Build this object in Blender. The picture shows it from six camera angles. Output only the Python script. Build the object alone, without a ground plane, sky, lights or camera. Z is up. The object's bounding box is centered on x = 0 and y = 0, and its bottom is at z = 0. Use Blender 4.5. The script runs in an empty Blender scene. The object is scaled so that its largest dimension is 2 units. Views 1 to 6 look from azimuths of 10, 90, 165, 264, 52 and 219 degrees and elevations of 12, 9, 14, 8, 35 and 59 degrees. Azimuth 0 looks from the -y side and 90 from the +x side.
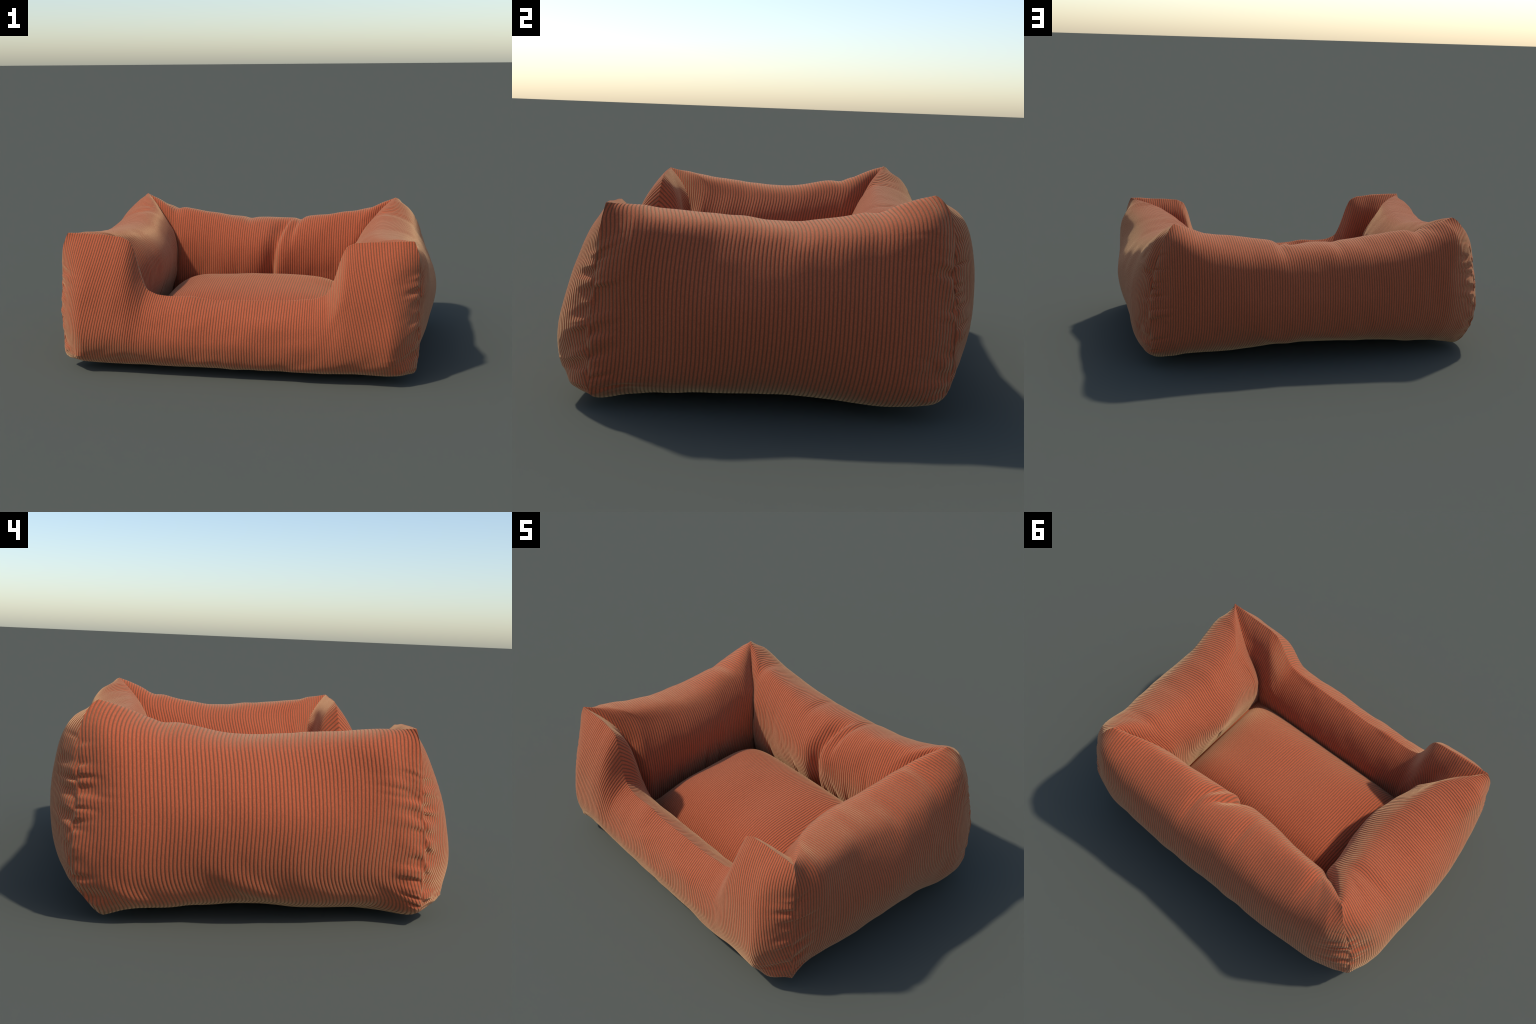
"""Corduroy pet bed: four stuffed bolsters sewn at mitred corners round a domed seat cushion.

Every bolster is lofted through a few hand-placed cross-sections.  A section runs from the
seam at the seat, up the inner face, over the ridge, down the outer face and under the bed:
  0 seat seam  1-4 inner face  5 ridge  6-8 outer face  9 belly  10-11 lower edge  12-13 underside
The sections at the two ends are the mitre seams and are shared by neighbouring bolsters.
"""
import bpy
import numpy as np

RIB = 0.0135                       # spacing of the corduroy wales, metres
KNOTS = np.array([0, .08, .18, .29, .42, .55, .64, .76, .90, 1.03, 1.15, 1.27, 1.38, 1.53])
N_T = 230                          # samples along a section

# ------------------------------------------------------------------ numeric helpers

def natural_spline(x, y, xs):
    """Natural cubic spline through y (k, ...) at x, evaluated at xs."""
    x = np.asarray(x, float)
    y = np.asarray(y, float)
    k = len(x)
    h = np.diff(x)
    a = np.zeros((k, k))
    r = np.zeros((k,) + y.shape[1:])
    a[0, 0] = a[-1, -1] = 1
    for i in range(1, k - 1):
        a[i, i - 1:i + 2] = h[i - 1], 2 * (h[i - 1] + h[i]), h[i]
        r[i] = 6 * ((y[i + 1] - y[i]) / h[i] - (y[i] - y[i - 1]) / h[i - 1])
    m = np.linalg.solve(a, r.reshape(k, -1)).reshape(r.shape)
    i = np.clip(np.searchsorted(x, xs) - 1, 0, k - 2)
    e = (slice(None),) + (None,) * (y.ndim - 1)
    d0, d1, hh = (xs - x[i])[e], (x[i + 1] - xs)[e], h[i][e]
    return (m[i] * d1 ** 3 + m[i + 1] * d0 ** 3) / (6 * hh) + (y[i] / hh - m[i] * hh / 6) * d1 + (y[i + 1] / hh - m[i + 1] * hh / 6) * d0


def smooth(a, b, x):
    t = np.clip((x - a) / (b - a), 0, 1)
    return t * t * (3 - 2 * t)


def lattice(ix, iy, seed):
    n = (ix.astype(np.int64) * 374761393 + iy.astype(np.int64) * 668265263 + seed * 974634777) & 0x7fffffff
    n = ((n ^ (n >> 13)) * 1274126177) & 0x7fffffff
    return ((n ^ (n >> 16)) & 0xffff) / 32767.5 - 1.0


def noise(x, y, seed):
    """Smooth value noise, -1..1."""
    x, y = np.broadcast_arrays(np.asarray(x, float), np.asarray(y, float))
    fx, fy = np.floor(x), np.floor(y)
    tx, ty = x - fx, y - fy
    tx, ty = tx ** 3 * (tx * (tx * 6 - 15) + 10), ty ** 3 * (ty * (ty * 6 - 15) + 10)
    a = lattice(fx, fy, seed) * (1 - tx) + lattice(fx + 1, fy, seed) * tx
    b = lattice(fx, fy + 1, seed) * (1 - tx) + lattice(fx + 1, fy + 1, seed) * tx
    return a * (1 - ty) + b * ty


def folds(x, y, seed):
    """Noise with narrow valleys and full crests, as gathered cloth has."""
    n = noise(x, y, seed)
    return 1 - 2 * np.exp(-(n * 2.6) ** 2)


# ------------------------------------------------------------------ the mitre seams at the corners

def corner(rows, flip=False):
    c = np.array(rows, float)
    if flip:
        c[:, 0] *= -1
    return c


FRONT_SEAM = [(.602, -.428, .105), (.602, -.425, .22), (.612, -.422, .33), (.645, -.420, .45), (.722, -.438, .590),
              (.881, -.543, .703), (.906, -.556, .632), (.912, -.566, .52), (.913, -.578, .40), (.914, -.594, .27),
              (.908, -.594, .14), (.892, -.582, .048), (.790, -.500, .024), (.620, -.400, .010)]
BACK_SEAM = [(.606, .416, .105), (.592, .408, .22), (.582, .404, .34), (.584, .406, .53), (.665, .468, .660),
             (.768, .546, .757), (.818, .594, .70), (.862, .605, .58), (.890, .608, .44), (.905, .622, .30),
             (.898, .612, .16), (.875, .548, .045), (.780, .480, .026), (.640, .380, .012)]
FR, FL = corner(FRONT_SEAM), corner(FRONT_SEAM, True)
BR, BL = corner(BACK_SEAM), corner(BACK_SEAM, True)
BR[11] = (.884, .574, .068)
BL[11] = (-.862, .524, .026)

# ------------------------------------------------------------------ cross-sections of the bolsters: (depth outward, z)

SIDE_MID = [(.608, .105), (.570, .22), (.525, .34), (.510, .47), (.588, .595), (.700, .652), (.815, .635),
            (.912, .57), (.980, .46), (1.0, .34), (.966, .19), (.892, .090), (.790, .042), (.640, .014)]
SIDE_FRONT = [(.608, .105), (.580, .22), (.558, .34), (.588, .48), (.672, .615), (.775, .688), (.896, .666),
              (.950, .56), (.958, .43), (.946, .30), (.918, .17), (.870, .080), (.780, .034), (.630, .014)]
SIDE_BACK = [(.606, .105), (.572, .22), (.545, .36), (.550, .51), (.622, .640), (.728, .700), (.838, .680),
             (.918, .59), (.962, .45), (.978, .31), (.962, .16), (.900, .064), (.790, .026), (.640, .010)]
BACK_MID = [(.412, .105), (.362, .22), (.322, .35), (.320, .47), (.382, .575), (.490, .634), (.590, .614),
            (.672, .54), (.718, .43), (.735, .32), (.704, .190), (.618, .112), (.500, .072), (.375, .030)]
BACK_END = [(.418, .105), (.372, .22), (.348, .36), (.362, .50), (.428, .640), (.518, .693), (.620, .668),
            (.690, .58), (.714, .45), (.716, .33), (.685, .19), (.610, .088), (.505, .046), (.385, .018)]
# close to the back corners the bolsters swell up towards the peaks
SIDE_TIP = SIDE_BACK[:5] + [(.738, .712), (.850, .700), (.926, .605)] + SIDE_BACK[8:]
BACK_TIP = BACK_END[:5] + [(.525, .708), (.636, .702), (.692, .595), (.708, .45), (.704, .33), (.670, .19)] + BACK_END[11:]
FRONT_LOW = [(-.412, .105), (-.412, .185), (-.430, .24), (-.470, .305), (-.530, .362), (-.575, .385), (-.632, .350),
             (-.680, .30), (-.708, .24), (-.718, .17), (-.700, .098), (-.660, .054), (-.600, .030), (-.480, .012)]
FRONT_POST = [(-.412, .105), (-.414, .22), (-.418, .33), (-.434, .455), (-.468, .61), (-.538, .700), (-.600, .624),
              (-.664, .50), (-.704, .37), (-.728, .22), (-.706, .12), (-.660, .060), (-.600, .030), (-.480, .012)]
# how far the front wall has risen from its low middle (0) to its post (1), by distance from the middle
NOTCH_X = np.array([.0, .30, .405, .464, .500, .524, .550, .595, .70, .90])
NOTCH_RISE = np.array([.0, .02, .055, .14, .40, .69, .895, .97, .99, 1.0])


PULL = np.interp(KNOTS, [0, .29, .42, .55, .64, .76, .90, 1.15, 1.27, 1.53], [.10, .11, .13, .17, .145, .17, .20, .20, .14, .12])   # metres each side of a mitre seam


FULLNESS = np.array([2, 2, 2, 1.8, 1.4, 1.15, 1.9, 1.9, 1.85, 1.8, 1.8, 1.5, 1.2, 1])      # how steeply it rises from the seam


def drawn_to_seams(body, start, end, u, length, axis, reach=1.0):
    """Draw the ends of a bolster in to its mitre seams, full and round like a stuffed cushion."""
    near = np.minimum(u, 1 - u)[:, None] * length
    pull = (1 - np.clip(near / (reach * PULL[None]), 0, 1)) ** FULLNESS[None]
    seam = np.where((u < .5)[:, None, None], start[None], end[None])
    out = body + pull[..., None] * (seam - body)
    out[..., axis] = body[..., axis]
    return out


def loft(section_u, sections, start, end, axis, u, length):
    """Control points (len(u), 14, 3) of a bolster from its sections and its two mitre seams."""
    w = u[:, None, None]
    body = start[None] * (1 - w) + end[None] * w
    shape = natural_spline(section_u, np.array(sections), np.clip(u, section_u[0], section_u[-1]))
    body[..., 1 - axis] = shape[..., 0]
    body[..., 2] = shape[..., 1]
    return drawn_to_seams(body, start, end, u, length, axis)


def along_section(ctrl, sharp):
    """Spline every row of control points; sharp (0..1 per row) folds it at the ridge (point 5)."""
    t = np.linspace(0, KNOTS[-1], N_T)
    k = np.argmin(abs(t - KNOTS[5]))
    t[k] = KNOTS[5]
    c = np.moveaxis(ctrl, 1, 0)
    soft = natural_spline(KNOTS, c, t)
    hard = np.concatenate([natural_spline(KNOTS[:6], c[:6], t[:k + 1]), natural_spline(KNOTS[5:], c[5:], t[k + 1:])])
    w = sharp[None, :, None]
    return np.moveaxis(soft * (1 - w) + hard * w, 0, 1), t


def normals_of(p):
    du, dt = np.gradient(p, axis=0), np.gradient(p, axis=1)
    n = np.cross(du, dt)
    return n / (np.linalg.norm(n, axis=2, keepdims=True) + 1e-12)


def plan_arc(p, middle):
    """Cloth distance across the wales, measured from the middle row."""
    step = np.linalg.norm(np.diff(p[..., :2], axis=0), axis=2)
    arc = np.concatenate([np.zeros((1, p.shape[1])), np.cumsum(step, axis=0)])
    return arc - arc[middle]


def crumple(p, t, q, seed, gather=1.0, under=1.0):
    """Puckers beside the mitre seams, gathers above the seat, folds along the lower edge, soft unevenness."""
    n = normals_of(p)
    half = np.minimum(q - q[0], q[-1] - q)                       # cloth distance to the nearer mitre seam
    end = np.where(np.arange(len(p))[:, None] < len(p) // 2, 0, 1)
    outer = smooth(.66, .82, t) * (1 - smooth(1.22, 1.30, t))
    reach = .028 + .016 * noise(t * 9 + 40 * end, 0, seed + 5)
    d = outer * .0065 * folds(t * 29 + end * 57.3, half * 5, seed) * (half / reach) * np.exp(1 - half / reach)
    d += outer * .0026 * noise(t * 70 + end * 31, half * 9, seed + 1) * (half / .02) * np.exp(1 - half / .02)
    inner = 1 - smooth(.40, .55, t)
    d += inner * .006 * noise(t * 17 + end * 13.7, half * 6, seed + 2) * (half / .03) * np.exp(1 - half / .03)
    d += smooth(0, .05, half) * gather * .004 * folds(q * 12 + t * 2.0, t * 3, seed + 3) * (t / .07) * np.exp(1 - t / .07)
    low = np.exp(-((t - 1.20) / .075) ** 2) * smooth(0, .10, half)
    d += under * low * .008 * noise(q * 9 + t * 9, t * 2, seed + 4)
    edge = smooth(0, .06, half) * smooth(0, .06, t)
    d += edge * (.0045 * noise(q * 5, t * 5, seed + 6) + .002 * noise(q * 13, t * 9, seed + 7))
    ridge = np.exp(-((t - .56) / .07) ** 2) * smooth(.04, .14, half)
    d += ridge * (.005 * noise(q * 8, 0, seed + 8))
    return p + n * d[..., None], n


# ------------------------------------------------------------------ mesh and materials

def corduroy(name, hue=1.0):
    m = bpy.data.materials.new(name)
    m.use_nodes = True
    nt = m.node_tree
    nodes, link = nt.nodes, nt.links.new
    bsdf = nodes["Principled BSDF"]

    def math(op, a, b=None, c=None):
        n = nodes.new("ShaderNodeMath")
        n.operation = op
        for i, v in enumerate((a, b, c)):
            if v is None:
                continue
            if isinstance(v, (int, float)):
                n.inputs[i].default_value = v
            else:
                link(v, n.inputs[i])
        return n.outputs[0]

    coord = nodes.new("ShaderNodeTexCoord").outputs["Object"]

    def grain(scale, detail=2.0):
        n = nodes.new("ShaderNodeTexNoise")
        n.inputs["Scale"].default_value = scale
        n.inputs["Detail"].default_value = detail
        link(coord, n.inputs["Vector"])
        return n.outputs["Fac"]

    phase = nodes.new("ShaderNodeAttribute")
    phase.attribute_name = "wale"
    wobble = math("MULTIPLY_ADD", grain(60), .16, -.08)
    q = math("ADD", phase.outputs["Fac"], wobble)
    s = math("ABSOLUTE", math("SINE", math("MULTIPLY", q, np.pi)))        # 0 in the groove, 1 on the wale
    height = math("POWER", s, .62)
    pile = nodes.new("ShaderNodeMapRange")
    pile.interpolation_type = "SMOOTHSTEP"
    pile.inputs["From Min"].default_value = .12
    pile.inputs["From Max"].default_value = .95
    link(s, pile.inputs["Value"])

    def colour(ramp_from, ramp_to, fac):
        n = nodes.new("ShaderNodeMix")
        n.data_type = "RGBA"
        for sock, v in ((n.inputs["A"], ramp_from), (n.inputs["B"], ramp_to)):
            if isinstance(v, tuple):
                sock.default_value = (*v, 1)
            else:
                link(v, sock)
        link(fac, n.inputs["Factor"])
        return n.outputs["Result"]

    worn = nodes.new("ShaderNodeMapRange")
    worn.inputs["From Min"].default_value = .35
    worn.inputs["From Max"].default_value = .65
    link(grain(230, 3), worn.inputs["Value"])
    fuzz = colour((.395, .078, .030), (.48, .101, .041), worn.outputs["Result"])
    cloth = colour((.205, .060, .027), fuzz, pile.outputs["Result"])
    link(cloth, bsdf.inputs["Base Color"])
    bsdf.inputs["Roughness"].default_value = .95
    bsdf.inputs["Specular IOR Level"].default_value = .15
    bsdf.inputs["Sheen Weight"].default_value = .75
    bsdf.inputs["Sheen Roughness"].default_value = .48
    bsdf.inputs["Sheen Tint"].default_value = (.90, .60, .32, 1)

    fine = math("MULTIPLY_ADD", grain(420, 2), .10, height)
    bump = nodes.new("ShaderNodeBump")
    bump.inputs["Strength"].default_value = .8
    bump.inputs["Distance"].default_value = .0035
    link(fine, bump.inputs["Height"])
    link(bump.outputs["Normal"], bsdf.inputs["Normal"])
    return m


CLOTH = corduroy("corduroy")


def sheet(name, p, wale, parent, flip=False):
    nu, nv = p.shape[:2]
    i = np.arange(nu * nv).reshape(nu, nv)
    f = np.stack([i[:-1, :-1], i[1:, :-1], i[1:, 1:], i[:-1, 1:]], -1).reshape(-1, 4)
    if flip:
        f = f[:, ::-1]
    me = bpy.data.meshes.new(name)
    me.from_pydata(p.reshape(-1, 3).tolist(), [], f.tolist())
    a = me.attributes.new("wale", "FLOAT", "POINT")
    a.data.foreach_set("value", (wale / RIB).astype(np.float32).ravel())
    me.polygons.foreach_set("use_smooth", np.ones(len(f), bool))
    me.materials.append(CLOTH)
    me.update()
    ob = bpy.data.objects.new(name, me)
    bpy.context.scene.collection.objects.link(ob)
    ob.parent = parent
    return ob


def spread(n):
    """Rows 0..1, closer together beside the mitre seams."""
    x = np.linspace(0, 1, n)
    return x - .10 * np.sin(2 * np.pi * x) / (2 * np.pi) * 4


def sharpness(u, start, end):
    """How sharply the ridge is folded: fully at the front corners, softly at the back ones."""
    return start * (1 - smooth(0, .06, u)) + end * (1 - smooth(0, .06, 1 - u))


N_LONG, N_SIDE = 361, 261
U_LONG, U_SIDE = spread(N_LONG), spread(N_SIDE)

bed = bpy.data.objects.new("pet_bed", None)
bpy.context.scene.collection.objects.link(bed)
bed["label"] = "rectangular terracotta corduroy dog bed with puffy bolster walls"
bed["category"] = "dog bed"

# --- sides
walls, plain, cloth = {}, {}, {}
for sign, front, back, seed in ((1, FR, BR, 11), (-1, FL, BL, 47)):
    secs = [[(sign * d, z) for d, z in s] for s in (SIDE_FRONT, SIDE_MID, SIDE_MID, SIDE_BACK, SIDE_TIP)]
    ctrl = loft([.10, .44, .58, .87, .95], secs, front, back, 1, U_SIDE, 1.2)
    p, t = along_section(ctrl, sharpness(U_SIDE, 1, .3))
    if sign > 0:
        p = p[::-1]
    q = plan_arc(p, N_SIDE // 2)
    p, n = crumple(p, t[None, :], q, seed)
    y, z = p[..., 1], p[..., 2]
    # shallow crosswise dents over the ridge
    top = np.exp(-((t[None, :] - .58) / .13) ** 2)
    for yy, depth, wide in ((.36, .010, .035), (.10, .005, .05), (-.15, .005, .04)):
        p -= n * (top * depth * np.exp(-((y - yy * (1 if sign > 0 else .9)) / wide) ** 2))[..., None]
    wale = q + .004 * noise(q * 3, t[None, :] * 4, seed + 20)
    if sign > 0:
        p, wale = p[::-1], wale[::-1]
    walls[sign], plain[sign], cloth[sign] = [p, wale], n[::-1] if sign > 0 else n, q[::-1] if sign > 0 else q

# --- back
secs = [BACK_TIP, BACK_END, BACK_MID, BACK_MID, BACK_END, BACK_TIP]
ctrl = loft([.045, .12, .42, .58, .88, .955], secs, BL, BR, 0, U_LONG, 1.8)
p, t = along_section(ctrl, sharpness(U_LONG, .3, .3))
q = plan_arc(p, N_LONG // 2)
p, n = crumple(p, t[None, :], q, 83)
x = p[..., 0]
tt = t[None, :]
rise = np.clip(tt / .55, 0, 1.3)
inside = 1 - smooth(.44, .62, tt)


def pinch(x, centre, width):
    e = (x - centre) / width
    return np.where(e < 0, np.exp(-(e * .55) ** 2), np.exp(-(e * 1.6) ** 2))


dent = .040 * pinch(x, .035 + .05 * rise + .05 * rise ** 3, .030) * inside * smooth(0, .06, tt)
dent += .024 * pinch(x, .105 + .085 * rise, .028) * smooth(.26, .45, tt) * inside
dent += .016 * np.exp(-((x - .20) / .028) ** 2) * np.exp(-((tt - .58) / .10) ** 2)
dent += .010 * np.exp(-((x + .11) / .03) ** 2) * np.exp(-((tt - .57) / .10) ** 2)
dent += .016 * np.exp(-((x + .57) / .035) ** 2) * np.exp(-((tt - .52) / .11) ** 2)
dent -= .006 * np.exp(-((x - .10 - .05 * rise) / .04) ** 2) * inside * smooth(0, .1, tt)
p = p - n * dent[..., None]
wale = q + .004 * noise(q * 3, tt * 4, 105)
walls["back"], plain["back"], cloth["back"] = [p, wale], n, q

# --- front: low in the middle, rising to a post at either end, with a seam along the ridge
half_u = abs(U_LONG - .5) * 2
low, post = np.array(FRONT_LOW), np.array(FRONT_POST)
body = FL[None] * (1 - U_LONG)[:, None, None] + FR[None] * U_LONG[:, None, None]
for k in range(14):
    if k < 5:                                       # the inner face keeps below the ridge and closes up only at the mitre
        lateral = .881 * half_u - (.881 - FR[k, 0]) * half_u ** (2.5, 2.5, 2.5, 3, 4)[k]
        body[:, k, 0] = np.sign(U_LONG - .5) * lateral
    else:
        lateral = half_u * (.6 * FR[k, 0] + .4 * .881)
    rise = np.interp(lateral, NOTCH_X, NOTCH_RISE)
    reach = 8 if k < 5 else 4
    kernel = np.hanning(2 * reach + 1)
    rise = np.convolve(np.pad(rise, reach, mode="edge"), kernel / kernel.sum(), mode="valid")
    body[:, k, 1:] = low[k] + rise[:, None] * (post - low)[k]
mixed = drawn_to_seams(body, FL, FR, U_LONG, 1.8, 0, np.where(KNOTS > .8, .72, 1.0)[None])
p, t = along_section(mixed, np.ones(N_LONG))
q = plan_arc(p, N_LONG // 2)
p, n = crumple(p, t[None, :], q, 131, gather=.6)
tt = t[None, :]
dent = .012 * np.exp(-((p[..., 0] + .80) / .03) ** 2) * np.exp(-((tt - 1.2) / .06) ** 2)
p = p - n * dent[..., None]
lean = .12 * np.sign(q) * smooth(.30, .62, abs(q)) * 1.1 * smooth(.02, .80, p[..., 2])
wale = q + lean + .004 * noise(q * 3, tt * 4, 155)
walls["front"], plain["front"], cloth["front"] = [p, wale], n, q

# the outer faces run round the corners without a crease: share the normals along the outer part of each mitre seam
facing = {"front": (0, -1, 0), "back": (0, 1, 0), 1: (1, 0, 0), -1: (-1, 0, 0)}


def outward(n, k):
    return n * np.sign(n[len(n) // 2, np.argmin(abs(t - 1.0))] @ np.array(facing[k], float))


shade = {k: outward(normals_of(p), k) for k, (p, wale) in walls.items()}
plain = {k: outward(n, k) for k, n in plain.items()}
keep = smooth(.60, .74, t)[:, None]
for one, i, two, j in (("front", 0, -1, 0), ("front", -1, 1, 0), ("back", 0, -1, -1), ("back", -1, 1, -1)):
    shared = plain[one][i] + plain[two][j]
    shared /= np.linalg.norm(shared, axis=1, keepdims=True)
    for k, row in ((one, i), (two, j)):
        far = np.clip(abs(cloth[k] - cloth[k][row]) / .07, 0, 1)
        shade[k] = shade[k] + ((1 - far) ** 2)[..., None] * (keep * (shared - plain[k][row]))[None]
for k in shade:
    shade[k] /= np.linalg.norm(shade[k], axis=2, keepdims=True)
for k, name, flip in (("front", "front_bolster", True), ("back", "back_bolster", False), (1, "side_bolster", True), (-1, "side_bolster", False)):
    ob = sheet(name, *walls[k], bed, flip=flip)
    ob.data.normals_split_custom_set_from_vertices(shade[k].reshape(-1, 3).tolist())
front, back = walls["front"][0], walls["back"][0]


def coons(south, north, west, east):
    """Patch bounded by south/north (a) and west/east (b)."""
    a = np.linspace(0, 1, len(south))[:, None, None]
    b = np.linspace(0, 1, len(west))[None, :, None]
    s, n_, w, e = south[:, None], north[:, None], west[None], east[None]
    return (s * (1 - b) + n_ * b + w * (1 - a) + e * a
            - (1 - a) * (1 - b) * south[0] - (1 - a) * b * north[0] - a * (1 - b) * south[-1] - a * b * north[-1])


# --- seat
p = coons(front[:, 0], back[:, 0], walls[-1][0][:, 0], walls[1][0][:, 0])
a = np.clip(p[..., 0] / .600, -1, 1)
b = np.clip((p[..., 1] + .008) / .415, -1, 1)
dome = (1 - abs(a) ** np.where(a < 0, 5.5, 6.5)) * (1 - abs(b) ** np.where(b < 0, 3.6, 4.4))
bulge = .020 * np.exp(-(p[..., 0] / .40) ** 2 - ((p[..., 1] - .06) / .22) ** 2)
p[..., 2] += dome * (.224 + .07 * np.clip(p[..., 1], -.3, .25) + .006 * noise(p[..., 0] * 5, p[..., 1] * 5, 7)) + bulge * dome
wale = p[..., 0] + .006 * noise(p[..., 0] * 3, p[..., 1] * 3, 8) + .03 * dome * p[..., 1] * 0
sheet("seat_cushion", p, wale, bed)

# --- underside
p = coons(front[:, -1], back[:, -1], walls[-1][0][:, -1], walls[1][0][:, -1])
sheet("base_panel", p, p[..., 0], bed, flip=True)

# rest the bed on the ground and centre it
verts = np.concatenate([np.array([v.co for v in o.data.vertices]) for o in bed.children])
lo, hi = verts.min(0), verts.max(0)
print("RAW", lo, hi)
